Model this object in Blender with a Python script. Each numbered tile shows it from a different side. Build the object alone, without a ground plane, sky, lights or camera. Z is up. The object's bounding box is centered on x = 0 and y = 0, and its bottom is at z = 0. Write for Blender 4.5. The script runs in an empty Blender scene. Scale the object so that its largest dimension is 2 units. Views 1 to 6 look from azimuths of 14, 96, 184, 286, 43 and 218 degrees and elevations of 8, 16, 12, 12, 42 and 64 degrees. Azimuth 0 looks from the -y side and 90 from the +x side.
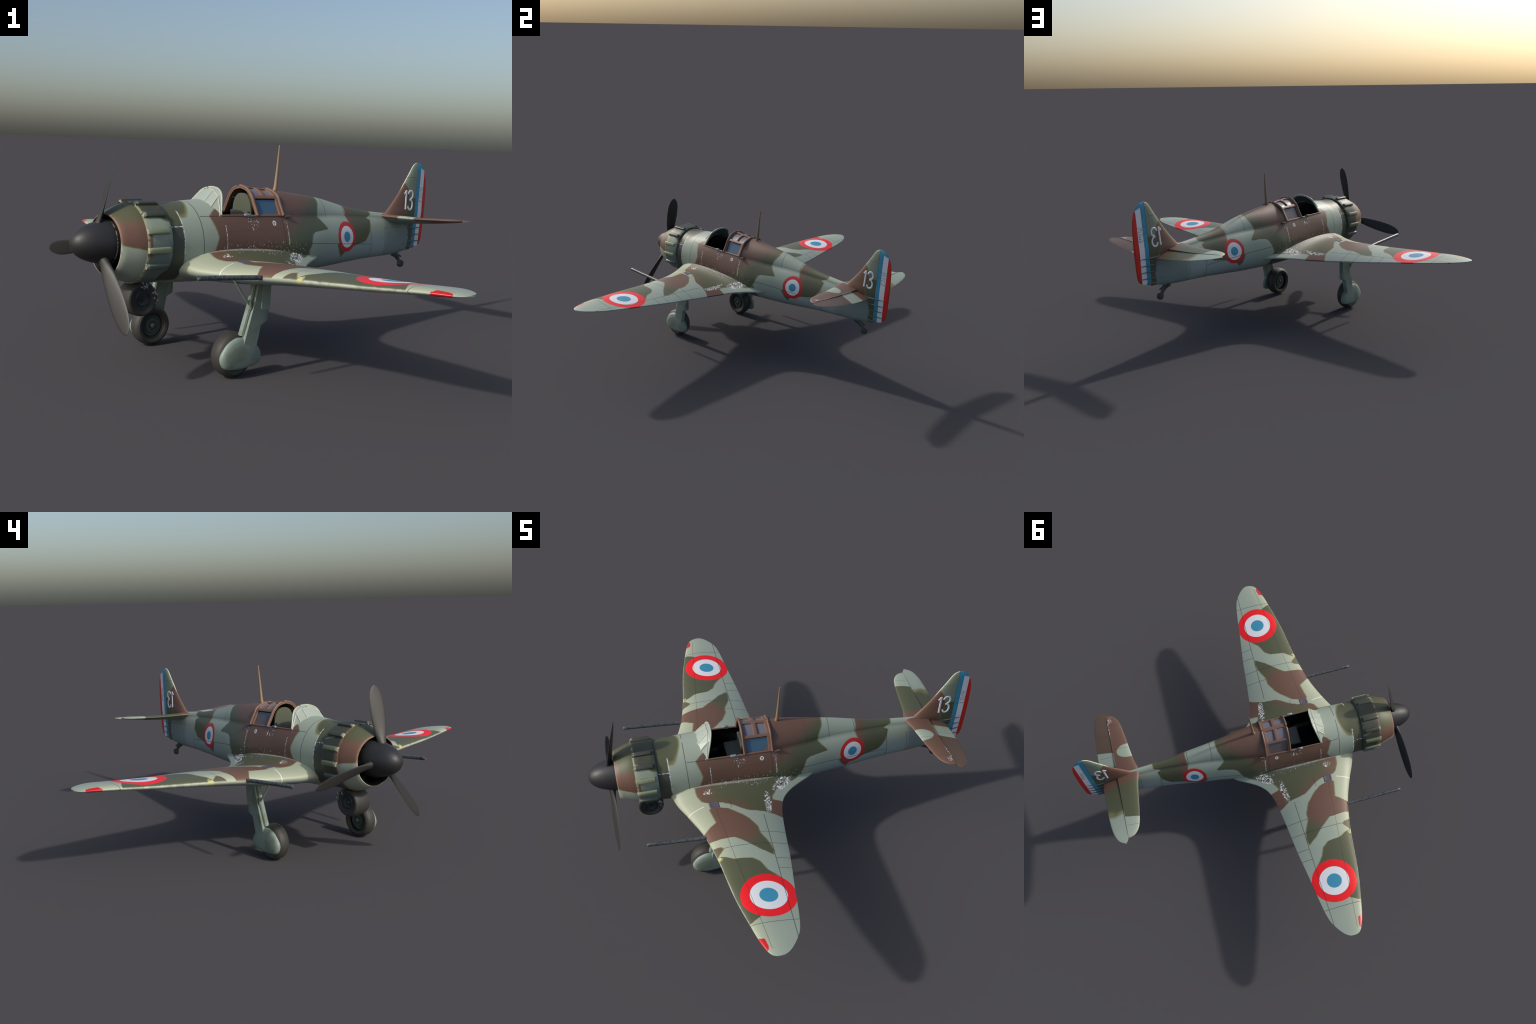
# Radial-engined camouflaged fighter on its wheels, built part by part.
# Aircraft frame: x = towards the left wing tip, y = aft, z = up; the empty yaws it into place.
import bpy, bmesh, math, random
import numpy as np
from mathutils import Vector, Matrix

random.seed(7)
pi = math.pi
YAW = math.radians(-36.3)
OFFSET = 0.1205

# ------------------------------------------------------------------ helpers
def pchip(pts):
    x = np.array([p[0] for p in pts], float); y = np.array([p[1] for p in pts], float)
    h = np.diff(x); d = np.diff(y) / h
    m = np.zeros_like(y)
    m[0], m[-1] = d[0], d[-1]
    for i in range(1, len(x) - 1):
        if d[i-1] * d[i] > 0:
            w1 = 2*h[i] + h[i-1]; w2 = h[i] + 2*h[i-1]
            m[i] = (w1 + w2) / (w1/d[i-1] + w2/d[i])
    def f(t):
        t = min(max(t, x[0]), x[-1])
        i = min(max(int(np.searchsorted(x, t)) - 1, 0), len(x) - 2)
        u = (t - x[i]) / h[i]
        return float((2*u**3-3*u*u+1)*y[i] + (u**3-2*u*u+u)*h[i]*m[i] + (-2*u**3+3*u*u)*y[i+1] + (u**3-u*u)*h[i]*m[i+1])
    return f

root = bpy.data.objects.new("fighter_plane", None)
bpy.context.scene.collection.objects.link(root)
root.rotation_euler = (0, 0, YAW)
root.location = (OFFSET*math.cos(YAW), OFFSET*math.sin(YAW), 0)
root["label"] = "camouflaged single-seat radial-engined propeller fighter on its wheels"
root["category"] = "fighter plane"

def add(name, verts, faces, mat, parent=None, smooth=35, data=None):
    if data is None:
        data = bpy.data.meshes.new(name)
        data.from_pydata([tuple(v) for v in verts], [], faces)
        bm = bmesh.new(); bm.from_mesh(data)
        bmesh.ops.remove_doubles(bm, verts=bm.verts, dist=1e-5)
        bmesh.ops.recalc_face_normals(bm, faces=bm.faces)
        bm.to_mesh(data); bm.free()
        data.polygons.foreach_set("use_smooth", [True]*len(data.polygons))
        data.set_sharp_from_angle(angle=math.radians(smooth))
        data.materials.append(mat)
    ob = bpy.data.objects.new(name, data)
    bpy.context.scene.collection.objects.link(ob)
    ob.parent = parent or root
    return ob

def grid_faces(nr, nc, closed=False, skip=None):
    out = []
    for i in range(nr - 1):
        for j in range(nc if closed else nc - 1):
            if skip and skip(i, j): continue
            k = (j + 1) % nc
            out.append((i*nc + j, i*nc + k, (i+1)*nc + k, (i+1)*nc + j))
    return out

def loft(rings, cap=True, closed=True):
    """rings: list of equal-length point lists."""
    nc = len(rings[0]); v = [p for r in rings for p in r]
    f = grid_faces(len(rings), nc, closed)
    if cap and closed:
        f.append(tuple(range(nc))); f.append(tuple((len(rings)-1)*nc + j for j in range(nc)))
    return v, f

def merge(*parts):
    v, f = [], []
    for a, b in parts:
        o = len(v); v += list(a); f += [tuple(i+o for i in q) for q in b]
    return v, f

def revolve(profile, axis='y', centre=(0, 0, 0), n=64, closed_profile=False):
    """profile: (axial, radius)."""
    v = []
    for a, r in profile:
        for j in range(n):
            t = 2*pi*j/n
            p = (r*math.sin(t), a, r*math.cos(t)) if axis == 'y' else (a, r*math.sin(t), r*math.cos(t))
            v.append((p[0]+centre[0], p[1]+centre[1], p[2]+centre[2]))
    f = grid_faces(len(profile), n, True)
    if closed_profile:
        k = (len(profile)-1)*n
        f += [(k+j, k+(j+1) % n, (j+1) % n, j) for j in range(n)]
    return v, f

def tube(path, radii, n=12, flat=1.0):
    path = [Vector(p) for p in path]
    if not isinstance(radii, (list, tuple)): radii = [radii]*len(path)
    rings = []
    ref = Vector((1, 0, 0))
    for i, p in enumerate(path):
        t = (path[min(i+1, len(path)-1)] - path[max(i-1, 0)]).normalized()
        a = ref - t*ref.dot(t)
        if a.length < .2: a = Vector((0, 0, 1)) - t*t.z
        a.normalize(); b = t.cross(a)
        rings.append([p + (a*math.cos(q)*flat + b*math.sin(q))*radii[i] for q in [2*pi*k/n for k in range(n)]])
    return loft(rings)

def box(c, s, bev=0.0, rot=None):
    bm = bmesh.new(); bmesh.ops.create_cube(bm, size=1)
    for v in bm.verts: v.co = Vector((v.co.x*s[0], v.co.y*s[1], v.co.z*s[2]))
    if bev: bmesh.ops.bevel(bm, geom=bm.edges, offset=bev, segments=2, affect='EDGES', profile=.5)
    if rot is not None: bmesh.ops.rotate(bm, verts=bm.verts, cent=(0, 0, 0), matrix=rot)
    v = [tuple(x.co + Vector(c)) for x in bm.verts]; bm.verts.index_update()
    f = [tuple(q.index for q in fc.verts) for fc in bm.faces]; bm.free()
    return v, f

def mirror(part):
    v, f = part
    return [(-p[0], p[1], p[2]) for p in v], [tuple(reversed(q)) for q in f]

def prism(outline, x0, x1, bulge=0.0):
    """(y,z) outline extruded from x0 to x1 with a domed outer face."""
    cy = sum(p[0] for p in outline)/len(outline); cz = sum(p[1] for p in outline)/len(outline)
    rings = []
    for x, k in ((x0, .97), (x0*.75+x1*.25, 1), (x0*.35+x1*.65, .99), (x1, .93), (x1+bulge*.45, .8), (x1+bulge*.8, .55), (x1+bulge, .25)):
        rings.append([(x, cy+(p[0]-cy)*k, cz+(p[1]-cz)*k) for p in outline])
    return loft(rings)

def spline(pts, n, closed=False):
    """Catmull-Rom through 2D/3D control points, n samples per span."""
    P = [np.array(p, float) for p in pts]; out = []; m = len(P)
    for i in range(m if closed else m - 1):
        g = (lambda k: P[k % m]) if closed else (lambda k: P[min(max(k, 0), m-1)])
        a, b, c, d = g(i-1), g(i), g(i+1), g(i+2)
        for k in range(n):
            t = k/n
            out.append(tuple(.5*((2*b)+(c-a)*t+(2*a-5*b+4*c-d)*t*t+(-a+3*b-3*c+d)*t**3)))
    if not closed: out.append(tuple(P[-1]))
    return out

# ------------------------------------------------------------------ node maths
class S:
    """A float socket that supports arithmetic."""
    def __init__(s, g, sock): s.g, s.k = g, sock
    def op(s, o, b=None, c=None): return s.g.math(o, s, b, c)
    def __add__(s, b): return s.op('ADD', b)
    __radd__ = __add__
    def __sub__(s, b): return s.op('SUBTRACT', b)
    def __rsub__(s, b): return s.g.math('SUBTRACT', b, s)
    def __mul__(s, b): return s.op('MULTIPLY', b)
    __rmul__ = __mul__
    def __truediv__(s, b): return s.op('DIVIDE', b)
    def __neg__(s): return s * -1.0
    def abs(s): return s.op('ABSOLUTE')
    def min(s, b): return s.op('MINIMUM', b)
    def max(s, b): return s.op('MAXIMUM', b)
    def inv(s): return 1 - s

class Graph:
    def __init__(g, name):
        g.m = bpy.data.materials.new(name); g.m.use_nodes = True
        g.t = g.m.node_tree; g.t.nodes.clear()
        g.out = g.t.nodes.new('ShaderNodeOutputMaterial')
        g.b = g.t.nodes.new('ShaderNodeBsdfPrincipled')
        g.t.links.new(g.b.outputs[0], g.out.inputs[0])
        g.tc = g.t.nodes.new('ShaderNodeTexCoord')
    def put(g, inp, v):
        if isinstance(v, S): g.t.links.new(v.k, inp)
        elif hasattr(v, 'is_output'): g.t.links.new(v, inp)
        else: inp.default_value = v
    def math(g, o, a, b=None, c=None):
        n = g.t.nodes.new('ShaderNodeMath'); n.operation = o
        for i, v in enumerate((a, b, c)):
            if v is not None: g.put(n.inputs[i], v)
        return S(g, n.outputs[0])
    def vmath(g, o, a, b=None, scale=None):
        n = g.t.nodes.new('ShaderNodeVectorMath'); n.operation = o
        g.put(n.inputs[0], a)
        if b is not None: g.put(n.inputs[1], b)
        if scale is not None: g.put(n.inputs[3], scale)
        return n.outputs[1] if o in ('LENGTH', 'DOT_PRODUCT', 'DISTANCE') else n.outputs[0]
    def noise(g, vec, scale, detail=3, rough=.5, color=False):
        n = g.t.nodes.new('ShaderNodeTexNoise'); g.t.links.new(vec, n.inputs['Vector'])
        n.inputs['Scale'].default_value = scale; n.inputs['Detail'].default_value = detail; n.inputs['Roughness'].default_value = rough
        return n.outputs['Color'] if color else S(g, n.outputs['Fac'])
    def coords(g, wobble=.006, ws=14, rag=.0012):
        o = g.tc.outputs['Object']
        g.obj = o
        v = o
        for amp, sc in ((wobble, ws), (rag, 160)):
            if amp:
                c = g.vmath('SUBTRACT', g.noise(o, sc, 2, color=True), (.5, .5, .5))
                v = g.vmath('ADD', v, g.vmath('SCALE', c, scale=amp*2))
        def split(q):
            n = g.t.nodes.new('ShaderNodeSeparateXYZ'); g.t.links.new(q, n.inputs[0])
            return [S(g, n.outputs[i]) for i in range(3)]
        return split(o), split(v)
    def curve(g, x, pts, x0, x1, y0, y1):
        """float curve: pts (x,y) in real units, mapped to the unit square."""
        n = g.t.nodes.new('ShaderNodeFloatCurve'); c = n.mapping.curves[0]
        q = [((a-x0)/(x1-x0), (b-y0)/(y1-y0)) for a, b in pts]
        while len(c.points) < len(q): c.points.new(.5, .5)
        for p, (a, b) in zip(c.points, q): p.location = (a, b); p.handle_type = 'VECTOR' if len(q) > 0 else 'AUTO'
        n.mapping.use_clip = False
        n.mapping.update()
        g.put(n.inputs['Value'], (x - x0) / (x1 - x0))
        return S(g, n.outputs[0]) * (y1-y0) + y0
    def step(g, d, w=.0015):
        """0..1 over a band of half width w round d=0"""
        n = g.t.nodes.new('ShaderNodeMapRange'); n.interpolation_type = 'SMOOTHSTEP'
        g.put(n.inputs[0], d)
        n.inputs[1].default_value = -w; n.inputs[2].default_value = w; n.inputs[3].default_value = 0; n.inputs[4].default_value = 1
        return S(g, n.outputs[0])
    def line(g, d, w=.0011):
        return g.step(w - d.abs(), w*.6)
    def mix(g, f, a, b):
        n = g.t.nodes.new('ShaderNodeMix'); n.data_type = 'RGBA'
        g.put(n.inputs[0], f)
        for i, v in ((6, a), (7, b)):
            if isinstance(v, tuple): v = (*v, 1)
            g.put(n.inputs[i], v)
        return n.outputs[2]
    def scale(g, c, k):
        n = g.t.nodes.new('ShaderNodeMix'); n.data_type = 'RGBA'; n.blend_type = 'MULTIPLY'; n.inputs[0].default_value = 1
        g.put(n.inputs[6], c)
        cc = g.t.nodes.new('ShaderNodeCombineColor')
        for i in range(3): g.put(cc.inputs[i], k)
        g.t.links.new(cc.outputs[0], n.inputs[7])
        return n.outputs[2]
    def finish(g, col, rough=.5, bump=.0, metal=0.0, spec=.5, bs=300, coat=0.0):
        if isinstance(col, tuple): col = (*col, 1)
        g.put(g.b.inputs['Base Color'], col); g.put(g.b.inputs['Roughness'], rough)
        g.b.inputs['Metallic'].default_value = metal
        g.b.inputs['Specular IOR Level'].default_value = spec
        g.b.inputs['Coat Weight'].default_value = coat
        if bump:
            n = g.t.nodes.new('ShaderNodeBump'); n.inputs['Strength'].default_value = bump; n.inputs['Distance'].default_value = .002
            g.put(n.inputs['Height'], g.noise(g.tc.outputs['Object'], bs, 3))
            g.t.links.new(n.outputs[0], g.b.inputs['Normal'])
        return g.m

def srgb(r, g, b):
    f = lambda c: ((c/255+.055)/1.055)**2.4 if c > 10 else c/255/12.92
    return (f(r), f(g), f(b))

SAGE = srgb(154, 165, 149); SAGE_WARM = srgb(168, 175, 150); SAGE_BLUE = srgb(144, 160, 158)
OLIVE = srgb(84, 87, 62); BROWN = srgb(108, 80, 65); HALO = srgb(126, 124, 80)
SOOT = srgb(66, 69, 58); FLAP_GREEN = srgb(118, 132, 110)
RED = srgb(240, 24, 30); WHITE = srgb(228, 229, 231); BLUE = srgb(62, 146, 176); DARK = srgb(38, 40, 38)
FIN_GREY = srgb(124, 136, 120); CHIP = srgb(238, 240, 240)

def wear(g, col, amt=.10):
    """faint mottling and fine grain"""
    n1 = g.noise(g.obj, 9, 4); n2 = g.noise(g.obj, 220, 2)
    return g.scale(col, 1 - amt*.5 + (n1*.7 + n2*.3)*amt)

def dark_over(g, base, d, paint, halo=.0045):
    """camouflage patch (d>0 inside) with its yellowish sprayed rim"""
    c = g.mix(g.step(d + halo*.6, halo*.7), base, HALO)
    return g.mix(g.step(d - halo*.5, halo*.8), c, paint)

def roundel(g, col, d, R, W, B, e=.0012, red=RED):
    c = g.mix(g.step(R - d, e), col, red)
    c = g.mix(g.line(d - W, .0012) * .5, c, DARK)
    c = g.mix(g.step(W - d, e), c, WHITE)
    c = g.mix(g.line(d - B, .001) * .4, c, DARK)
    return g.mix(g.step(B - d, e), c, BLUE)

def dist2(g, a, b): return g.math('SQRT', a*a + b*b)
def ell(g, a, ca, ra, b, cb, rb):
    """soft ellipse: 1 at centre, 0 at rim, negative outside"""
    u = (a - ca)/ra; v = (b - cb)/rb
    return 1 - g.math('SQRT', u*u + v*v)
def within(g, v, lo, hi, w=.0008): return g.step(v - lo, w) * g.step(hi - v, w)

# ------------------------------------------------------------------ materials
def wing_material():
    g = Graph("wing_paint")
    (x, y, z), (wx, wy, wz) = g.coords()
    s = x.abs(); ws = wx.abs()
    C = lambda pts: g.curve(ws, pts, 0, 1.3, -.6, .4)
    base = g.mix(g.step(-.30 - y + (s - .3)*.12, .06), SAGE, SAGE_WARM)
    # root patch, inner brown/olive patch, outer olive patch: front and rear limits along the span
    d1 = (wy - C([(0, -.385), (.15, -.376), (.2, -.37), (.238, -.352), (.256, -.328), (.262, -.258), (.283, -.212), (.314, -.168), (.338, -.13), (.349, -.056), (.367, -.012), (.388, .028), (.43, .1), (1.3, .4)])
          ).min(C([(0, .2), (.13, .18), (.150, .16), (.178, .10), (.203, .04), (.240, .010), (.262, .004), (.270, .06), (.29, .4), (1.3, .4)]) - wy)
    d2 = (wy - C([(0, .3), (.27, .0), (.292, -.27), (.3, -.325), (.398, -.303), (.444, -.369), (.452, -.6), (.502, -.6), (.508, -.36), (.518, -.232), (.572, -.17), (.617, -.126), (.654, -.075), (.68, 0), (1.3, .4)])
          ).min(C([(0, -.4), (.28, -.32), (.297, -.274), (.308, -.232), (.36, -.173), (.4, -.137), (.46, -.111), (.502, -.107), (.584, -.073), (.625, -.066), (.655, -.072), (.68, -.15), (1.3, -.6)]) - wy)
    d3 = C([(0, -.6), (.53, -.6), (.553, -.36), (.563, -.312), (.58, -.297), (.6, -.312), (.617, -.33), (.635, -.29), (.656, -.258), (.664, -.181), (.692, -.146), (.749, -.123), (.798, -.075), (.85, -.04), (.95, -.06), (1.013, -.199), (1.041, -.251), (1.06, -.34), (1.09, -.6), (1.3, -.6)]) - wy
    d = d1.max(d2).max(d3)
    br = g.step(-.30 - y, .06) * g.step(.34 - s, .04)
    br = br.max(g.step(ell(g, s, .42, .16, y, -.26, .17), .35) * g.step(.60 - s - (y+.2)*.5, .07))
    br = br.max(g.step(y + .03 - (.36 - s)*.2, .012) * g.step(s - .25, .02) * g.step(.5 - s, .02))
    paint = g.mix(br, OLIVE, BROWN)
    c = dark_over(g, base, d, paint)
    # the paint stops along the leading edge; below it the undersurface colour
    mid = (.388 + s*.060) - (y + .47 - s*.19)*.072          # height of the chord plane
    under = g.step(mid + .0045*g.step(s - .5, .06) - z + (g.noise(g.obj, 40, 3) - .5)*.003, .003)
    c = g.mix(under, c, g.mix(g.step(mid - .012 - z, .008), SAGE, SAGE_BLUE))
    # worn, whitish leading edge
    worn = within(g, s, .62, 1.06, .05) * g.step(g.noise(g.obj, 28, 4) - .47, .08) * g.step(mid + .006 - z, .003) * g.step(-.24 - y, .02)
    c = g.mix(worn * .4, c, srgb(205, 212, 198))
    # yellowish patch at the leading edge, red navigation light
    c = g.mix(g.step(ell(g, s, .632, .014, y, -.335, .022), .3) * g.step(g.noise(g.obj, 90, 2) - .42, .06), c, srgb(188, 184, 128))
    c = roundel(g, c, dist2(g, s - .902, y + .150), .1265, .0845, .0415)
    # panel lines
    hinge = within(g, s, .37, 1.16) * g.line(y + .062 + (s - .38).abs()*.018, .0015)
    spar = within(g, s, .30, 1.19) * g.line(y + .290 - (s - .30)*.105, .0012)
    ribs = None
    for rs, y0, y1 in ((.497, -.11, .03), (.578, -.30, .02), (.677, -.065, .01), (.742, -.07, .0), (1.057, -.27, -.04)):
        l = g.line(s - rs - (y + .1)*.015, .0013) * within(g, y, y0, y1)
        ribs = l if ribs is None else ribs.max(l)
    hatch = g.line(y + .212, .0012) * within(g, s, .252, .308)
    lines = hinge.max(spar * .75).max(ribs).max(hatch)
    c = g.mix(lines * .85, c, DARK)
    # white scratched line ahead of the square hatch
    c = g.mix(g.line(s - .285 + (y + .39)*.27, .0016) * within(g, y, -.438, -.345), c, CHIP)
    # chipped paint by the root
    chip = g.noise(g.obj, 120, 4, .6)
    zone = g.step(ell(g, s, .285, .085, y + (s - .28)*.12, -.022, .022).max(ell(g, s + (y-.07)*.5, .175, .03, y, .075, .065)), .5)
    zone2 = g.step(ell(g, s, .165, .024, y, -.10, .20), .5) * .62
    zone3 = g.step(ell(g, s, .19, .022, y, -.31, .035), .5) * .78
    k = zone.max(zone2).max(zone3)
    vein = g.line(g.noise(g.obj, 62, 3, .6) - .5, .017) * g.step(k - .72, .12) * g.step(g.noise(g.obj, 30, 2) - .44, .05)
    c = g.mix((g.step(chip - (.81 - k*.27), .016) * g.step(k - .05, .05)).max(vein), c, CHIP)
    # pale rubbed ridge of the wing fillet
    ridge = g.line(s - .160 + (y + .2)*(y + .2)*.25, .0045) * within(g, y, -.44, .04, .05)
    c = g.mix(ridge * (.1 + .9*g.noise(g.obj, 60, 3)), c, srgb(176, 170, 160))
    c = wear(g, c)
    return g.finish(c, .48, bump=.10)

def fuselage_material():
    g = Graph("fuselage_paint")
    (x, y, z), (wx, wy, wz) = g.coords()
    F = lambda pts: g.curve(wz, pts, .3, .75, -.8, 1.2)
    base = g.mix(g.step(.435 - z + g.math('MAXIMUM', y - .3, 0.0)*.12, .03) * g.step(y - .3, .1), SAGE, SAGE_BLUE)
    base = g.mix(g.step(y - .80, .01) * g.step(.545 - z, .01) * .6, base, srgb(112, 130, 130))
    # big mid patch: forward and rear limits by height
    d1 = (wy - F([(.3, -.33), (.44, -.36), (.481, -.341), (.524, -.322), (.56, -.333), (.606, -.35), (.625, -.325), (.64, -.29), (.66, -.1), (.75, .0)])
          ).min(F([(.3, .2), (.44, .19), (.466, .2), (.506, .218), (.519, .24), (.524, .335), (.531, .338), (.555, .312), (.578, .29), (.605, .296), (.644, .318), (.67, .325), (.75, .33)]) - wy)
    d2 = (wy - F([(.3, .5), (.39, .44), (.41, .42), (.45, .40), (.5, .49), (.545, .51), (.574, .502), (.624, .508), (.75, .51)])
          ).min(F([(.3, .3), (.39, .44), (.41, .46), (.438, .543), (.451, .626), (.49, .667), (.548, .684), (.558, .66), (.572, .70), (.75, .72)]) - wy)
    # soot-dark band behind the cowling with its rounded top blob
    d3 = (-.487 - wy + g.step(wz - .588, .002)*.0)
    blob = ell(g, wy, -.476, .058, wx, 0, .108) * .04 + g.step(.6 - z, .004)*-1.0
    d3 = d3.min(wz - .36)
    d = d1.max(d2).max(blob)
    br = g.step(.02 + (z - .48)*1.4 - y, .07) * g.step(y + .40, .02)
    br = br.max(within(g, y, .40, .545, .03))
    paint = g.mix(br, OLIVE, BROWN)
    c = dark_over(g, base, d, paint)
    c = g.mix(g.step(d3, .004), c, g.mix(g.step(z - .575, .003), SOOT, OLIVE))
    # tail: pale wedge before the fin, fin root brown
    c = roundel(g, c, dist2(g, y - .477, z - .481), .0695, .0500, .0243, red=srgb(200, 34, 30))
    # panel lines
    L = None
    for py, z0, z1, dark in ((-.398, .33, .66, 1), (.036, .46, .60, .8), (.358, .578, .68, .8), (.498, .574, .64, .8), (.675, .36, .548, .8), (.79, .37, .51, .7), (.235, .578, .70, .35)):
        l = g.line(y - py + (z - .5)*.02, .0017) * within(g, z, z0, z1) * dark
        L = l if L is None else L.max(l)
    low = g.line(z - .470 + (y - .2)*.078, .0014) * within(g, y, .19, .672)
    sill = g.line(z - .607 + (y + .39)*.022, .0012) * within(g, y, -.395, .05)
    dl = g.line(z - .545, .0007) * within(g, y, -.28, .03) * .5
    tl = g.line(z - .503, .001) * within(g, y, .79, .93) * .6
    c = g.mix(L.max(low).max(sill).max(dl).max(tl) * .8, c, DARK)
    # pale stitched lines of chipped paint
    st = g.step(g.noise(g.obj, 130, 3, .7) - .47, .05)
    w1 = g.line(y + .487, .0025) * within(g, z, .47, .63) * .8
    w2 = g.line(y + .283, .0014) * within(g, z, .475, .57)
    w3 = g.line(y - .056, .0026) * within(g, z, .475, .565) * .55
    w4 = g.line(z - .573, .0014) * within(g, y, -.55, -.487)
    c = g.mix(w1.max(w2).max(w3).max(w4) * st, c, CHIP)
    # small ring marking and flecks below the sill
    rd = dist2(g, y + .016, z - .568)
    c = g.mix(g.line(rd - .008, .0022).max(g.step(.0025 - rd, .001)*.7) * g.step(g.noise(g.obj, 200, 2) - .33, .05), c, CHIP)
    fl = g.step(ell(g, y, -.135, .03, z, .575, .03).max(ell(g, y, .055, .015, z, .57, .025)), .3) * g.step(g.noise(g.obj, 120, 3) - .62, .02)
    c = g.mix(fl, c, CHIP)
    # chips creeping up from the wing fillet
    zz = g.step(.492 - z - (y.max(0)*.16), .02) * within(g, y, -.3, .22, .05)
    c = g.mix(g.step(g.noise(g.obj, 120, 4, .6) - .64, .015) * zz, c, CHIP)
    c = wear(g, c)
    return g.finish(c, .5, bump=.10)

def cowl_material(ring):
    g = Graph("cowl_flap_paint" if ring else "cowling_paint")
    (x, y, z), (wx, wy, wz) = g.coords(.008, 16)
    if not ring:
        c = g.mix(g.step(wz - .600, .02), BROWN, OLIVE)
        d = wz - .495 + (y + .66)*.20
        c = dark_over(g, SAGE, d, c, .003)
        rim = g.step(-.7455 - y, .002).max(g.step(-.736 - y, .006) * g.step(.49 - z, .02))
        pale = g.mix(g.step(z - .515, .012), srgb(176, 180, 164), srgb(136, 104, 86))
        c = g.mix(rim * g.step(g.noise(g.obj, 70, 4) - .38, .08), c, pale)
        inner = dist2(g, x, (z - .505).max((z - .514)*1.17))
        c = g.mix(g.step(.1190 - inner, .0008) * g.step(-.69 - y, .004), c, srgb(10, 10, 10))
        seam = g.line(x - .0 + (y+.7)*0, .0009) * g.step(.4 - z, .01)
        c = g.mix(seam*.6, c, DARK)
    else:
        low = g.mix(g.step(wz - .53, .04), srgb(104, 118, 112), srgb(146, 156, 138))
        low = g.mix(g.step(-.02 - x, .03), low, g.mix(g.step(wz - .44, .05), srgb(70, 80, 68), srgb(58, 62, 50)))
        d = wz - .600 - (-.56 - wy)*.33
        top = g.mix(g.step(g.noise(g.obj, 30, 3) - .5, .1), SOOT, srgb(72, 74, 56))
        c = dark_over(g, low, d, top, .004)
        d2 = (-.636 - wy).min(wz - .465).min(.56 - wz)
        c = g.mix(g.step(d2, .003), c, BROWN)
        edge = g.step(-.648 - y, .003) * g.step(g.noise(g.obj, 60, 3) - .42, .06)
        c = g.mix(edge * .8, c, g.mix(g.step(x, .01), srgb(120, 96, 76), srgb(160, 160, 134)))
        st = g.line(z - .572, .0014) * within(g, y, -.65, -.55) * g.step(g.noise(g.obj, 150, 2) - .5, .04)
        c = g.mix(st, c, DARK)
    c = wear(g, c)
    return g.finish(c, .5, bump=.12)

def bump_material():
    g = Graph("rocker_fairing_paint")
    (x, y, z), _ = g.coords()
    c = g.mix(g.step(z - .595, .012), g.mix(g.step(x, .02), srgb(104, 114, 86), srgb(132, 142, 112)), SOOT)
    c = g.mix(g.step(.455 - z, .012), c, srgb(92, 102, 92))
    c = g.mix(g.step(-.645 - y, .004) * g.step(g.noise(g.obj, 80, 3) - .47, .06) * .8, c, srgb(160, 158, 136))
    return g.finish(wear(g, c), .5, bump=.1)

def fin_material():
    g = Graph("fin_paint")
    (x, y, z), (wx, wy, wz) = g.coords()
    F = lambda pts: g.curve(wz, pts, .3, .9, .7, 1.2)
    c = g.mix(g.step(wz - .645, .006), OLIVE, FIN_GREY)
    d = F([(.3, .98), (.545, .982), (.58, .975), (.60, .995), (.64, 1.002), (.671, .998), (.697, .987), (.723, .966), (.74, .95), (.9, .90)]) - wy
    c = g.mix(g.step(d + .002, .003), c, HALO); c = g.mix(g.step(d - .001, .004), c, BROWN)
    low = g.step(.537 - z, .004)
    c = g.mix(low * g.step(1.003 - y, .004), c, srgb(112, 130, 130))
    # pale rubbed leading edge
    c = g.mix(g.step(.0022 - x.abs(), .001) * g.step(z - .7, .02), c, srgb(196, 200, 176))
    L = g.line(z - .752, .001) * within(g, y, .955, 1.05)
    L = L.max(g.line(y - 1.000, .001) * low * .6)
    c = g.mix(L*.7, c, DARK)
    return g.finish(wear(g, c), .5, bump=.08)

def rudder_material():
    g = Graph("tricolour_rudder_paint")
    (x, y, z), (wx, wy, wz) = g.coords(.0015, 20, .0006)
    t = y - (z - .39)*.065
    c = g.mix(g.step(t - 1.0625, .001), BLUE, WHITE)
    c = g.mix(g.step(t - 1.0945, .001) * g.step(.792 - z, .002), c, srgb(205, 38, 24))
    c = g.mix(g.step(z - .812 + (y-1.06)*.42, .003), c, BLUE)
    L = None
    for pz in (.70, .665, .628):
        l = g.line(z - pz + (y - 1.06)*.05, .0008) * within(g, t, 1.03, 1.098)
        L = l if L is None else L.max(l)
    st = g.step(g.noise(g.obj, 140, 3) - .56, .03) * within(g, z, .62, .70, .004) * within(g, t, 1.066, 1.09)
    c = g.mix((L*.6).max(st*.7), c, DARK)
    return g.finish(wear(g, c, .06), .5, bump=.06)

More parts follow.
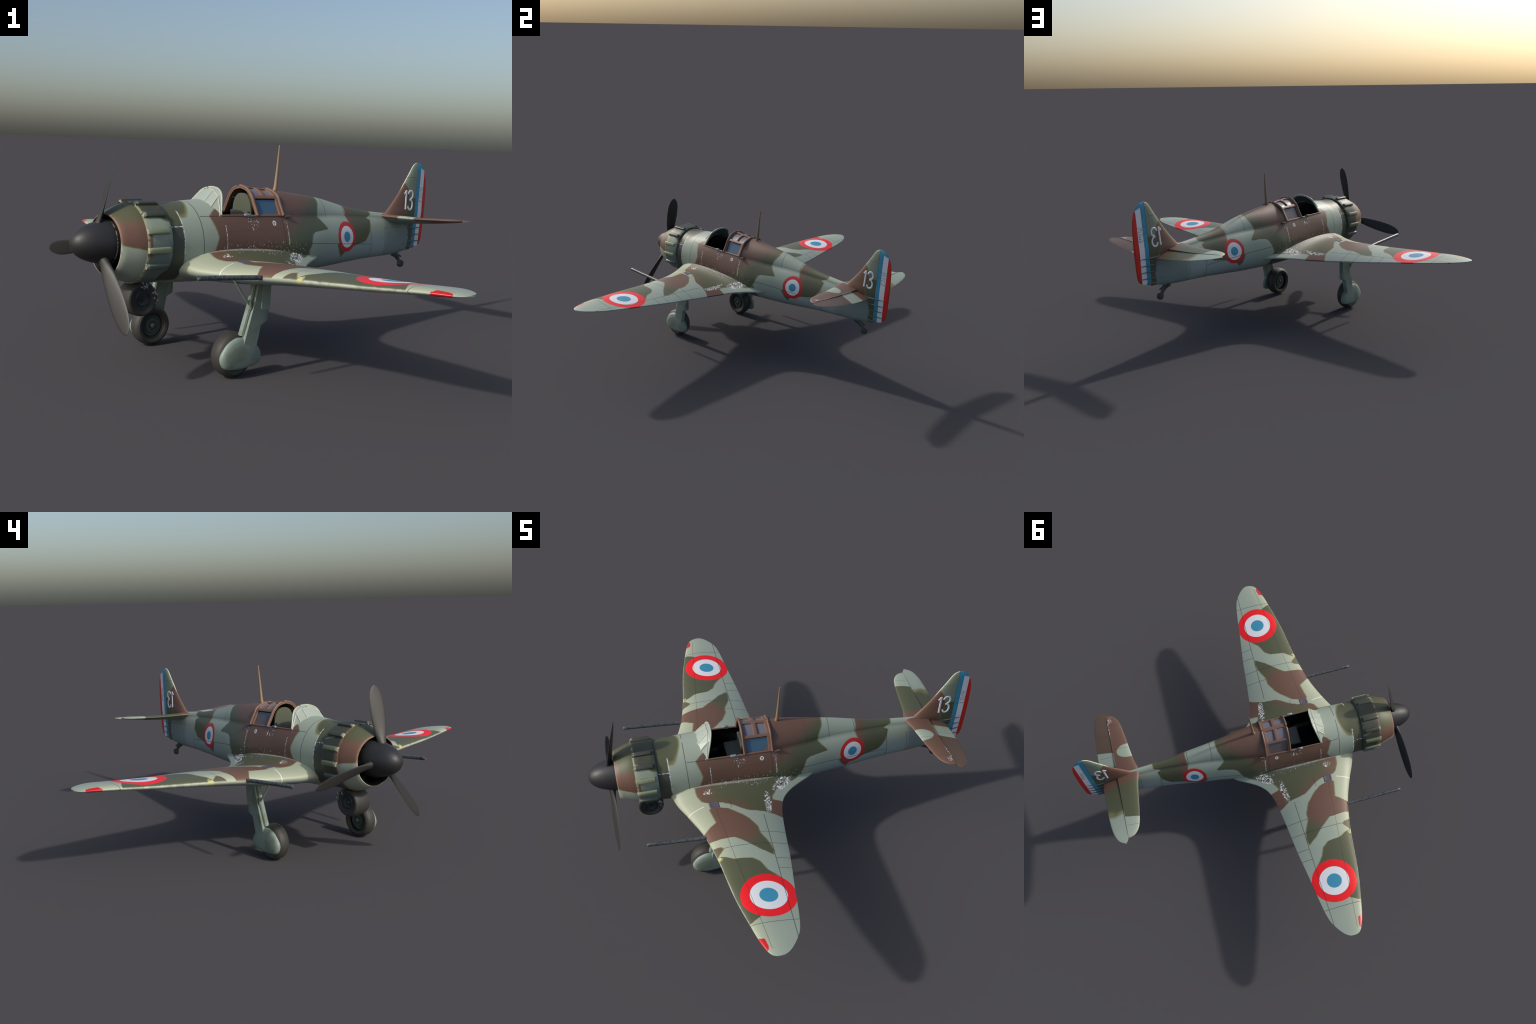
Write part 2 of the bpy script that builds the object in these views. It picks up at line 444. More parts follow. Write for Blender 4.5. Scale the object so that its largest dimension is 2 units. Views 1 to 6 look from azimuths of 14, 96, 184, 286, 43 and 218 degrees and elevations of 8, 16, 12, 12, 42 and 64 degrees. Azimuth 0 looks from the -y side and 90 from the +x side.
def tail_material():
    g = Graph("tailplane_paint")
    (x, y, z), (wx, wy, wz) = g.coords(.004)
    st = g.step(.914 - y, .001)      # stabiliser (1) or elevator (0)
    X = lambda pts: g.curve(wx, pts, -.5, .5, .7, 1.1)
    # left side: brown with a pale window; right side: olive with a pale tip; pale band ahead and on the elevator
    pale_l = g.step(ell(g, wx, .146, .046, wy, .822, .070), .09)
    pale_r = g.step(-.285 - wx + (wy - .85)*.22, .004)
    pale_el = within(g, wx - (wy - .96)*.25, .06, .165, .004)
    pale_er = g.step(-.24 - wx + (g.noise(g.obj, 10, 1) - .5)*.10, .06)
    pale = g.mix(st, (0, 0, 0), (0, 0, 0)) if False else None
    ps = pale_l.max(pale_r); pe = pale_el.max(pale_er)
    p = ps * st + pe * st.inv()
    brown = g.step(x + .01 + st*.03 - (1 - st)*.05, .02)
    drk = g.mix(brown, OLIVE, BROWN)
    drk = g.mix(st.inv() * g.step(x - .14, .03) * .5, drk, srgb(86, 76, 62))
    root_b = g.step(.055 + (y - .84).max(0)*.12 - x.abs(), .012)
    drk = g.mix(root_b, drk, BROWN)
    p = p * root_b.inv()
    c = g.mix(g.step(p - .25, .2), drk, HALO); c = g.mix(g.step(p - .6, .2), c, SAGE)
    c = g.mix(g.step(.557 + x.abs()*.035 - (y - .8).max(0)*.16 - .006 - z, .004), c, SAGE_BLUE)
    L = None
    for px, y0, y1 in ((.17, .8, .91), (.33, .8, .91), (.13, .92, 1.0), (.27, .92, 1.0), (-.33, .8, .91), (-.25, .92, 1.0)):
        l = g.line(x - px - (y - .9)*.08, .0009) * within(g, y, y0, y1)
        L = l if L is None else L.max(l)
    c = g.mix(L*.7, c, DARK)
    ch = g.step(g.noise(g.obj, 170, 3, .7) - .56, .02) * (within(g, x, .345, .38, .006) * within(g, y, .888, .908, .004)).max(within(g, x, .26, .345, .01)*within(g, y, .909, .915, .001)*.8)
    c = g.mix(ch, c, CHIP)
    c = g.mix(g.step(ell(g, x, -.412, .012, y, .892, .014), .3), c, RED)
    return g.finish(wear(g, c), .5, bump=.08)

def plain(name, col, rough=.5, amt=.12, bump=.1, metal=0.0, col2=None, sc=40, spec=.5):
    g = Graph(name); g.coords(0, 1, 0)
    c = col
    if col2: c = g.mix(g.step(g.noise(g.obj, sc, 4) - .55, .08), col, col2)
    elif isinstance(c, tuple): c = g.mix(0.0, col, col)
    return g.finish(wear(g, c, amt), rough, bump=bump, metal=metal, spec=spec)

M_wing = wing_material(); M_fus = fuselage_material()
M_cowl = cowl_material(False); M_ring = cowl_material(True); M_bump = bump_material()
M_fin = fin_material(); M_rud = rudder_material(); M_tail = tail_material()
M_prop = plain("propeller_grey", srgb(44, 44, 42), .5, .12, .05)
def spinner_material():
    g = Graph("spinner_black"); (x, y, z), _ = g.coords(0, 1, 0)
    c = g.mix(g.line(y + .7455, .0016) * g.step(g.noise(g.obj, 90, 3) - .47, .05) * g.step(x - .05, .02), srgb(42, 42, 44), srgb(170, 172, 160))
    return g.finish(wear(g, c, .08), .48, bump=.03)
M_spin = spinner_material()
M_black = plain("engine_black", srgb(5, 5, 5), .9, spec=.1)  # darkened almost to zero so the engine looks unlit inside the cowl
M_cock = plain("cockpit_black", srgb(16, 17, 19), .8, spec=.2)  # near-black base colour paints in the shade inside the cockpit
M_rub = plain("tyre_rubber", srgb(56, 55, 52), .6, .15, .08)
M_hub = plain("wheel_hub_grey", srgb(66, 76, 72), .5, .2, .1)
M_cap = plain("axle_cap", srgb(120, 118, 92), .45)
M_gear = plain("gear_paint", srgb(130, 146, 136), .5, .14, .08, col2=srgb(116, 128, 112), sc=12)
M_gun = plain("gun_metal", srgb(98, 103, 104), .4, .35, .3, metal=.3, col2=srgb(64, 68, 70), sc=90)
M_frame = plain("canopy_frame_brown", srgb(120, 90, 74), .5, .14, .1)
M_bar = plain("hinge_arm_grey", srgb(96, 108, 110), .5)
M_mast = plain("mast_tan", srgb(136, 112, 84), .5)
M_wind = plain("windscreen_pale", srgb(176, 184, 164), .4, .12, .1)
M_wpane = plain("windscreen_pane", srgb(160, 170, 160), .3, .12, .06)
M_bulk = plain("bulkhead_green", srgb(86, 92, 76), .55)
M_seat = plain("seat_grey", srgb(78, 82, 74), .6)
M_metal = plain("bare_metal", srgb(170, 176, 180), .35, .3, .3, metal=.4, col2=srgb(90, 90, 88), sc=60)
M_num = plain("numeral_white", srgb(214, 216, 222), .5, .08)
M_lamp = plain("navigation_red", srgb(196, 30, 34), .3, .1, .03)
M_hatch = plain("hatch_grey", srgb(90, 84, 94), .5, .15)
M_wheel_dark = plain("tail_strut_dark", srgb(74, 84, 82), .5, .2, .1, col2=srgb(48, 54, 48), sc=50)
M_hubdk = plain("cooler_face_dark", srgb(52, 60, 60), .5, .25, .15, col2=srgb(38, 42, 42), sc=60)

def side_glass():
    """blue glazing, the frame paint running over its lower rear corner"""
    g = Graph("side_glazing"); (x, y, z), _ = g.coords(0, 1, 0)
    c = g.mix(g.step(x, .01), srgb(84, 88, 98), srgb(66, 96, 120))
    c = g.mix(g.step(-x, .01) * g.step(.635 - z, .02), c, srgb(92, 84, 84))
    d = (.590 + (y + .09)*.12 + g.math('MAXIMUM', y - .0, 0.0)*.9) - z
    c = g.mix(g.step(x, .01) * g.step(d, .002), c, srgb(112, 86, 72))
    return g.finish(c, .3, spec=.5)
def roof_glass():
    g = Graph("roof_glazing"); (x, y, z), _ = g.coords(0, 1, 0)
    c = g.mix(g.noise(g.obj, 24, 2), srgb(110, 116, 116), srgb(126, 112, 130))
    return g.finish(c, .3, spec=.5)
M_glass = side_glass(); M_roof = roof_glass()

# ------------------------------------------------------------------ fuselage
zb = pchip([(-.58, .346), (-.48, .338), (-.39, .333), (-.3, .331), (.2, .331), (.35, .335), (.5, .345), (.68, .356), (.79, .359), (.9, .363), (1.0, .377), (1.03, .384)])
zt = pchip([(-.58, .655), (-.48, .655), (-.40, .661), (-.3, .668), (-.2, .68), (-.1, .70), (.04, .701), (.1, .695), (.2, .682), (.35, .659), (.5, .623), (.58, .605), (.68, .590), (.79, .578), (.9, .570), (1.03, .562)])
wid = pchip([(-.58, .148), (-.48, .152), (-.39, .154), (-.3, .1545), (-.1, .1525), (.04, .1505), (.1, .151), (.2, .138), (.35, .109), (.44, .096), (.54, .079), (.67, .060), (.79, .046), (.9, .031), (1.0, .013), (1.03, .008)])
zc = pchip([(-.58, .500), (-.39, .494), (-.1, .485), (.1, .474), (.35, .455), (.5, .442), (.7, .438), (.9, .445), (1.03, .46)])
cs = pchip([(-.58, .11), (-.3, .117), (-.1, .1155), (.04, .1125), (.1, .102), (.2, .086), (.354, .057), (.504, .041), (.694, .022), (.8, .018), (.9, .012), (1.03, .006)])
cz = pchip([(-.58, .60), (-.3, .606), (-.1, .600), (.04, .594), (.2, .587), (.354, .580), (.504, .574), (.694, .562), (.8, .553), (1.03, .54)])
q_el = pchip([(-.58, 1), (-.3, .9), (-.1, .25), (.2, .3), (.34, .85), (1.03, .9)])   # roundness of the upper flank
dk = pchip([(-.58, 0), (-.3, 0), (-.12, .85), (.04, 1), (.5, 1), (.75, 1), (1.03, 1)])

NL, NS, ND = 16, 10, 12     # points: keel->waist, waist->sill, sill->crown
def fus_half(y):
    b, t, w, c, s1, z1, k = zb(y), zt(y), wid(y), zc(y), cs(y), cz(y), dk(y)
    pts = []
    for i in range(NL):
        a = pi/2*i/NL
        n = 2/2.25
        pts.append((w*math.sin(a)**n, c - (c-b)*math.cos(a)**n))
    # exponent curve from waist to the sill crease
    frac = min(max(s1/w, .02), .999)
    h = (z1 - c)/math.sqrt(1 - frac*frac)
    for i in range(NS):
        zz = c + (z1-c)*i/NS
        e = q_el(y)
        u = i/NS
        pts.append((e*w*math.sqrt(max(1-((zz-c)/h)**2, 0)) + (1-e)*(w + (s1-w)*(u**1.35)), zz))
    # full round upper half (nose) blended with the raised deck (behind the canopy)
    h2 = t - c
    f0 = math.asin(min((z1-c)/h2, .999))
    for i in range(ND + 1):
        a = f0 + (pi/2 - f0)*i/ND
        A = (s1*math.cos(a)/max(math.cos(f0), 1e-4), c + h2*math.sin(a))
        q = pi/2*i/ND; n = 2/1.6
        Bp = (s1*max(math.cos(q), 0)**n, z1 + (t-z1)*math.sin(q)**n)
        pts.append((A[0]*(1-k)+Bp[0]*k, A[1]*(1-k)+Bp[1]*k))
    return pts
Y0, Y1 = -.288, .036       # cockpit opening
ys = sorted(set([round(-.575 + .012*i, 4) for i in range(133)] + [Y0, Y1]))
ys = [y for y in ys if y <= 1.012]
half = NL + NS + ND + 1
rings = []
for y in ys:
    h = fus_half(y)
    rings.append([(p[0], y, p[1]) for p in h] + [(-p[0], y, p[1]) for p in reversed(h[1:-1])])
nc = len(rings[0]); verts = [p for r in rings for p in r]
sillL, sillR = NL + NS, nc - (NL + NS)
def is_open(i, j):
    return Y0 - 1e-6 <= ys[i] and ys[i+1] <= Y1 + 1e-6 and sillL <= j < sillR
faces = grid_faces(len(rings), nc, True, is_open)
faces.append(tuple(range(nc))); faces.append(tuple((len(rings)-1)*nc + j for j in range(nc)))
fuselage = add("fuselage", verts, faces, M_fus, smooth=40)

# sill rails and lip of the cockpit opening
rail = []
for sgn in (1, -1):
    rail.append(tube([(sgn*(cs(y) - .001), y, cz(y) + .001) for y in np.linspace(Y0 - .01, Y1 + .03, 16)], .0042, 8))
rail.append(tube([(cs(Y0)*.0 + p[0], Y0 + .002, p[1]) for p in fus_half(Y0)[NL+NS:]], .004, 6))
add("cockpit_sill", *merge(*rail), M_frame, fuselage)
# latch fittings at both ends of the sliding hood
lat = []
for sgn in (1, -1):
    lat.append(box((sgn*.119, -.159, .607), (.012, .030, .010), .003))
    lat.append(box((sgn*.115, .066, .592), (.012, .034, .009), .003))
    lat.append(box((sgn*.116, -.135, .602), (.010, .05, .006), .002))
add("hood_latch", *merge(*lat[0::3], *lat[2::3]), M_metal, fuselage)
add("hood_hinge", *merge(*lat[1::3]), M_frame, fuselage)

# dark cockpit tub, seat, bulkhead, stick, instrument panel
tub = []
for y in np.linspace(-.286, .03, 10):
    w = cs(y) - .004; fl = .475 if y < -.17 else .545
    tub.append([(w, y, cz(y)-.002), (w*1.04, y, .57), (w*.95, y, fl), (-w*.95, y, fl), (-w*1.04, y, .57), (-w, y, cz(y)-.002)])
v = [p for r in tub for p in r]; f = grid_faces(10, 6)
f.append((0, 1, 2, 3, 4, 5)); f.append(tuple(54 + k for k in range(6)))
cock = add("cockpit", v, f, M_cock, fuselage)
sec = [(.062*math.sin(a)**.8 if a else 0, .61 + .078*math.cos(a)) for a in np.linspace(0, pi/2, 9)]
out = [(p[0], p[1]) for p in sec] + [(.066, .56), (-.066, .56)] + [(-p[0], p[1]) for p in reversed(sec[1:])]
add("headrest_bulkhead", *loft([[(p[0], -.094, p[1]) for p in out], [(p[0], -.084, p[1]) for p in out]]), M_bulk, cock)
add("seat", *merge(box((0, -.102, .575), (.118, .018, .08), .006), box((0, -.14, .550), (.115, .09, .02), .006), box((0, -.106, .607), (.11, .008, .012), .003)), M_seat, cock)
add("control_stick", *merge(tube([(0, -.205, .535), (0, -.20, .56), (0, -.195, .585)], [.007, .006, .009]), revolve([(-.012, .018), (0, .024), (.012, .018)], 'y', (0, -.205, .565), 20)), M_black, cock)
add("instrument_panel", *box((0, -.272, .58), (.2, .012, .09), .004), M_black, cock)

# ------------------------------------------------------------------ canopy hood
def arch(y):
    top = .717 - (y + .11)*.10
    b = .598 - (y + .1)*.03
    ctrl = [(.1165, b), (.1025, b+.026), (.088, b+.053), (.0735, b+.0795), (.042, top - .0105), (0, top)]
    return ctrl
def arch_curve(y, n=6):
    c = spline(arch(y), n)
    L = [(p[0], y, p[1]) for p in c]
    return L + [(-p[0], p[1], p[2]) for p in reversed(L[:-1])]
hy = [-.105, -.100, -.095, -.088, -.07, -.052, -.042, -.030, -.022, -.012, .002, .014, .024, .034, .046]
hr = [arch_curve(y) for y in hy]; hn = len(hr[0])
def pane_kind(i, j):
    y = .5*(hy[i] + hy[i+1]); jj = min(j, hn - 2 - j)      # 30 spans per half
    if 2 <= jj < 16 and -.090 < y < .026: return 'side'
    if 19 <= jj < 28 and (-.090 < y < -.040 or -.024 < y < .026): return 'roof'
    return None
vv = [p for r in hr for p in r]
ff = [q for q in grid_faces(len(hr), hn) if True]
keep = []
panes = {'side': [], 'roof': []}
idx = 0
for i in range(len(hr) - 1):
    for j in range(hn - 1):
        q = (i*hn + j, i*hn + j + 1, (i+1)*hn + j + 1, (i+1)*hn + j)
        k = pane_kind(i, j)
        (panes[k] if k else keep).append(q)
def thick(name, verts, faces, mat, t, parent, off=-1.0, bev=0):
    ob = add(name, verts, faces, mat, parent, 50)
    bpy.context.view_layer.objects.active = ob
    m = ob.modifiers.new("t", 'SOLIDIFY'); m.thickness = t; m.offset = off
    if bev:
        b = ob.modifiers.new("b", 'BEVEL'); b.width = bev; b.segments = 2; b.limit_method = 'ANGLE'
    dg = bpy.context.evaluated_depsgraph_get(); me = bpy.data.meshes.new_from_object(ob.evaluated_get(dg))
    ob.modifiers.clear(); ob.data = me
    me.polygons.foreach_set("use_smooth", [True]*len(me.polygons)); me.set_sharp_from_angle(angle=math.radians(40))
    return ob
hood = thick("canopy_hood", [(p[0]*1.01, p[1], p[2] + .002) for p in vv], keep, M_frame, .010, root, -1, .0015)
for kind, nm, mt in (('side', "side_window", M_glass), ('roof', "roof_pane", M_roof)):
    groups = {}
    for q in panes[kind]:
        y = sum(vv[i][1] for i in q)/4; x = sum(vv[i][0] for i in q)/4
        groups.setdefault((x > 0, y > -.03 if kind == 'roof' else 0), []).append(q)
    for key, qs in sorted(groups.items()):
        used = sorted({i for q in qs for i in q}); mp = {i: k for k, i in enumerate(used)}
        thick(nm, [(vv[i][0]*.955, vv[i][1], vv[i][2] - .0045) for i in used], [tuple(mp[i] for i in q) for q in qs], mt, .002, hood)
# brown skirt covering the lower corner of each side window (rounded glazing edge)
# raised arches at both ends
def arch_tube(y, r, k=1.01):
    return tube([(p[0]*k, y, p[2] + .003) for p in arch_curve(y, 4)], r, 8)
add("hood_arch", *merge(arch_tube(-.101, .0062), arch_tube(.043, .006)), M_frame, hood)

# ------------------------------------------------------------------ windscreen
base = [(0, -.338, .655), (.044, -.333, .652), (.080, -.319, .638), (.117, -.296, .604)]
crest = [(0, -.270, .709), (.032, -.270, .705), (.072, -.276, .683), (.103, -.288, .630)]
rim = [(0, -.252, .715), (.036, -.252, .711), (.077, -.262, .690), (.103, -.280, .636), (.117, -.291, .602)]
def sym(P): return [tuple(p) for p in P] + [(-p[0], p[1], p[2]) for p in P[1:]]
wv = sym(base) + sym(crest) + sym(rim)
def q3(i, off, sd): return off + (i if i == 0 or sd > 0 else i + {0: 3, 7: 3, 14: 4}[off])
ffaces, pfaces = [], []
for sd in (1, -1):
    for k in range(3): pfaces.append((q3(k, 0, sd), q3(k+1, 0, sd), q3(k+1, 7, sd), q3(k, 7, sd)))
    for k in range(3): ffaces.append((q3(k, 7, sd), q3(k+1, 7, sd), q3(k+1, 14, sd), q3(k, 14, sd)))
    ffaces.append((q3(3, 7, sd), q3(3, 0, sd), q3(4, 14, sd), q3(3, 14, sd)))
wind = thick("windscreen", wv, ffaces + pfaces, M_wpane, .006, root)
for p in wind.data.polygons: p.use_smooth = False
ctr = Vector((0, -.25, .60))
add("windscreen_lining", [tuple(ctr + (Vector(p) - ctr)*.92 + Vector((0, .003, 0))) for p in wv], ffaces + pfaces, M_bar, wind, 20)
bars = []
for sd in (1, -1):
    fl = lambda p: Vector((p[0]*sd, p[1], p[2]))
    for k in (1, 2, 3): bars.append(tube([fl(base[k]), (fl(base[k]) + fl(crest[k]))/2, fl(crest[k])], .0026, 8))
    bars.append(tube([fl(p) for p in crest], .0026, 8)); bars.append(tube([fl(p) for p in base], .0028, 8))
    bars.append(tube([fl(p) for p in spline(rim, 4)], .0034, 8))
add("windscreen_frame", *merge(*bars), M_wind, wind)

# ------------------------------------------------------------------ cowling, flap ring, engine
AX = .505
cv, cf = revolve([(-.700, .100), (-.730, .110), (-.745, .117), (-.7505, .1205), (-.7505, .1235), (-.742, .1295), (-.725, .135), (-.705, .1415), (-.685, .1475), (-.665, .1525), (-.645, .155), (-.60, .155), (-.55, .153)], 'y', (0, 0, AX), 96)
def oval(p):        # the mouth is flatter than wide
    f = max(-.665 - p[1], 0)/.085
    up = min(max((p[2] - AX)/.06 + .5, 0), 1)        # the chin stays full
    return (p[0], p[1], AX + .009*f*up + (p[2] - AX)*(1 - (.03 + .125*up)*f**1.3))
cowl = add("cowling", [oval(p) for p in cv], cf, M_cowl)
ring = add("cowl_flap", *revolve([(-.640, .148), (-.655, .153), (-.656, .1575), (-.650, .1595), (-.62, .1605), (-.575, .1605), (-.552, .1595), (-.546, .157), (-.546, .142)], 'y', (0, 0, AX), 96), M_ring)
for deg in (19.5, 44.5, 69.5, 95, 118):
    for sg in (1, -1):
        a0 = math.radians(deg*sg); hw = math.radians(4.6)
        rg = []
        for y, hgt, wk in ((-.658, .002, .75), (-.655, .0105, .95), (-.645, .013, 1), (-.568, .013, 1), (-.561, .0115, .96), (-.5585, .0, .9)):
            R = []
            for k in range(9):
                u = k/8*2 - 1
                rad = .1585 + hgt*(1 - abs(u)**6) if abs(u) < 1 else .155
                a = a0 + hw*u*wk
                R.append((rad*math.sin(a), y, AX + rad*math.cos(a)))
            rg.append(R)
        add("rocker_fairing", [p for r in rg for p in r], grid_faces(6, 9), M_bump, ring)
add("engine", *merge(revolve([(-.706, .0), (-.706, .07), (-.70, .110)], 'y', (0, 0, AX), 48),
    *[tube([(.05*math.sin(a), -.72, AX+.05*math.cos(a)), (.11*math.sin(a), -.72, AX+.11*math.cos(a))], .016, 10) for a in [2*pi*i/7+.2 for i in range(7)]]), M_black, cowl)

# spinner and three-blade propeller
PX, PZ = .003, .512
prof = [(-.892, .0), (-.8915, .007), (-.889, .018), (-.882, .031), (-.870, .044), (-.852, .0565), (-.830, .0665), (-.805, .0745), (-.78, .080), (-.76, .0845), (-.745, .087), (-.718, .0875), (-.712, .084), (-.712, .0)]
prop = add("propeller", *revolve(prof, 'y', (PX, 0, PZ), 64), M_spin)
prop.name = "propeller_spinner"
add("propeller_hub", *revolve([(-.756, .074), (-.725, .074), (-.70, .07)], 'y', (PX, 0, PZ), 40), M_black, prop)
for tip, wk, tw in (((.015, -.717, .846), 1.12, 27), ((.250, -.798, .211), 1.06, 33), ((-.400, -.782, .437), .95, 33)):
    T = Vector(tip); O = Vector((PX, -.782, PZ)); d = (T - O)
    d0 = Vector((d.x, 0, d.z)).normalized(); O = O + d0*.055
    d = T - O; Lg = d.length; d.normalize()
    tan = Vector((d0.z, 0, -d0.x))
    pts = []
    wfun = pchip([(0, .0215), (.06, .0195), (.12, .0205), (.25, .0265), (.42, .031), (.6, .0335), (.75, .0325), (.88, .026), (.95, .018), (.985, .010), (1, .0035)])
    tfun = pchip([(0, .0205), (.07, .0165), (.16, .0100), (.35, .0055), (.7, .0038), (1, .0015)])
    rg = []
    for u in list(np.linspace(0, .9, 22)) + [.93, .955, .975, .99, 1.0]:
        ang = math.radians(tw - 14*u)
        ch = tan*math.cos(ang) + Vector((0, -1, 0))*math.sin(ang)
        nrm = d.cross(ch).normalized()
        c = O + d*(Lg*u)
        w, t = wfun(u)*wk, tfun(u)
        rg.append([c + ch*(w*math.cos(q)) + nrm*(t*math.sin(q)) for q in [2*pi*k/20 for k in range(20)]])
    add("propeller_blade", *loft(rg), M_prop, prop)

# drum-shaped cooler slung under the nose
dc = (0, -.605, .284)
cool = add("oil_cooler", *revolve([(-.040, .040), (-.046, .052), (-.047, .058), (-.044, .064), (-.034, .0675), (0, .0685), (.034, .0675), (.044, .064), (.047, .058), (.046, .052), (.040, .040)], 'x', dc, 48), M_rub)
for sg in (1, -1):
    add("cooler_face", *revolve([(sg*.028, 0), (sg*.044, .0), (sg*.044, .008), (sg*.036, .011), (sg*.037, .022), (sg*.040, .026), (sg*.036, .031), (sg*.038, .043), (sg*.030, .052)], 'x', dc, 40), M_hubdk, cool)
br = []
rnd = random.Random(3)
for k in range(26):
    a = rnd.uniform(-.3, 1.9); sg = rnd.choice((1, -1)); r = rnd.uniform(.048, .066)
    p = Vector((sg*rnd.uniform(.03, .05), dc[1] + r*math.sin(a), dc[2] + r*math.cos(a)))
    q = p + Vector((rnd.uniform(-.006, .006), rnd.uniform(-.012, .016), rnd.uniform(-.014, .014)))
    br.append(tube([p, (p+q)/2 + Vector((sg*.003, 0, 0)), q], rnd.uniform(.002, .005), 7))
br.append(tube([(0.03, -.60, .345), (.034, -.575, .338), (.040, -.556, .318), (.044, -.546, .30)], [.010, .010, .008, .005], 8))
br.append(tube([(-.03, -.60, .345), (-.034, -.575, .338), (-.040, -.556, .318), (-.044, -.546, .30)], [.010, .010, .008, .005], 8))
ob = add("cooler_pipework", *merge(*br), M_metal, cool); ob["kind"] = "stuff"

# ------------------------------------------------------------------ wings
LE = pchip([(.08, -.515), (.147, -.491), (.2, -.472), (.292, -.430), (.443, -.373), (.62, -.335), (.88, -.299), (1.05, -.263), (1.13, -.243), (1.18, -.225), (1.205, -.213), (1.217, -.203), (1.225, -.190), (1.228, -.178)])
TE = pchip([(.08, .275), (.12, .252), (.137, .230), (.18, .146), (.2, .112), (.256, .063), (.345, .038), (.475, .021), (.665, .003), (.885, -.026), (1.06, -.048), (1.12, -.062), (1.16, -.082), (1.19, -.103), (1.21, -.121), (1.222, -.137), (1.228, -.150)])
EX = pchip([(.08, .010), (.2, .008), (.3, .010), (.4, .012), (.55, .010), (.65, .007), (.9, .001), (1.1, 0), (1.231, 0)])   # fuller rear half inboard
ZL = pchip([(.08, .412), (.15, .409), (.22, .402), (.3, .402), (.46, .412), (.63, .424), (.9, .442), (1.17, .457), (1.231, .457)])
ZT = pchip([(.08, .405), (.15, .400), (.2, .386), (.28, .377), (.38, .381), (.55, .395), (.65, .403), (.8, .418), (1.0, .437), (1.13, .450), (1.231, .456)])
HT = pchip([(.08, .076), (.15, .064), (.18, .054), (.22, .0465), (.28, .0415), (.4, .0375), (.6, .029), (.9, .0185), (1.1, .013), (1.19, .0075), (1.231, .002)])
HB = pchip([(.08, .070), (.15, .056), (.22, .042), (.33, .036), (.5, .029), (.7, .023), (.9, .018), (1.1, .013), (1.19, .0075), (1.231, .002)])
def rear(t): return t**1.8*(1-t)/.1615
def foil(t): return 10*(.2969*math.sqrt(t) - .126*t - .3516*t*t + .2843*t**3 - .1036*t**4)
ts = [.5*(1-math.cos(pi*i/28)) for i in range(29)]
def wing_ring(s, sg):
    a, b, za, zb_, ht, hb = LE(s), TE(s), ZL(s), ZT(s), HT(s), HB(s)
    top = [(sg*s, a+(b-a)*t, za+(zb_-za)*t + ht*foil(t) + EX(s)*rear(t) + .0055*t) for t in ts]
    bot = [(sg*s, a+(b-a)*t, za+(zb_-za)*t - hb*foil(t)*(1-.25*t) - .0012*t) for t in ts]
    return top + list(reversed(bot[1:]))
ss = list(np.linspace(.08, .34, 22)) + list(np.linspace(.36, 1.1, 38)) + [1.115, 1.13, 1.145, 1.16, 1.172, 1.184, 1.194, 1.203, 1.211, 1.217, 1.221, 1.2245, 1.227, 1.228]
def wing_top(s, y):
    a, b = LE(s), TE(s); t = (y-a)/(b-a)
    return ZL(s) + (ZT(s)-ZL(s))*t + HT(s)*foil(t) + EX(s)*rear(t) + .0055*t
for sg in (1, -1):
    wing = add("wing", *loft([wing_ring(s, sg) for s in ss]), M_wing, smooth=50)
    wing.location.x = .001
    # square sunken hatch with rim
    n = 9; hv = []
    q = [(.251, -.323), (.299, -.320), (.250, -.268), (.298, -.265)]
    for a in range(n):
        for b in range(n):
            u, v = a/(n-1), b/(n-1)
            hs = (q[0][0]*(1-u)+q[1][0]*u)*(1-v) + (q[2][0]*(1-u)+q[3][0]*u)*v
            hyy = (q[0][1]*(1-u)+q[1][1]*u)*(1-v) + (q[2][1]*(1-u)+q[3][1]*u)*v
            edge = min(a, b, n-1-a, n-1-b)
            hv.append((sg*hs, hyy, wing_top(hs, hyy) + (-.001, .0026, .0008)[min(edge, 2)]))
    add("wing_hatch", hv, grid_faces(n, n), M_hatch, wing, 30)
    # navigation light wrapped round the leading edge
    ln = []
    for u in np.linspace(0, 1, 11):
        sp = 1.128 + .066*u
        a, b, za, zb_, ht, hb = LE(sp), TE(sp), ZL(sp), ZT(sp), HT(sp), HB(sp)
        tm = (.026 - .010*u)/(b - a)*math.sqrt(max(1 - (2*u-1)**8, .05)); row = []
        for k in range(-6, 7):
            t = tm*(k/6)**2
            zo = ht*foil(t) if k > 0 else -hb*foil(t)
            p = Vector((sg*sp, a + (b-a)*t, za + (zb_-za)*t + zo))
            row.append(p + (p - Vector((sg*sp, a + .03, za))).normalized()*.0012)
        ln.append(row)
    add("navigation_light", [p for r in ln for p in r], grid_faces(11, 13), M_lamp, wing)
    # cannon barrel
    y0, gx, gz = (-.648, .460, .434) if sg > 0 else (-.692, .451, .440)
    add("gun_barrel", *merge(tube([(sg*(gx+.002), -.34, .413), (sg*(gx+.001), -.45, .413*.6+gz*.4), (sg*gx, y0 + .02, gz)], .0092, 14),
                             tube([(sg*gx, y0+.022, gz), (sg*gx, y0+.004, gz + .001), (sg*gx, y0, gz + .0012)], [.0095, .0095, .007], 14)), M_gun, wing)

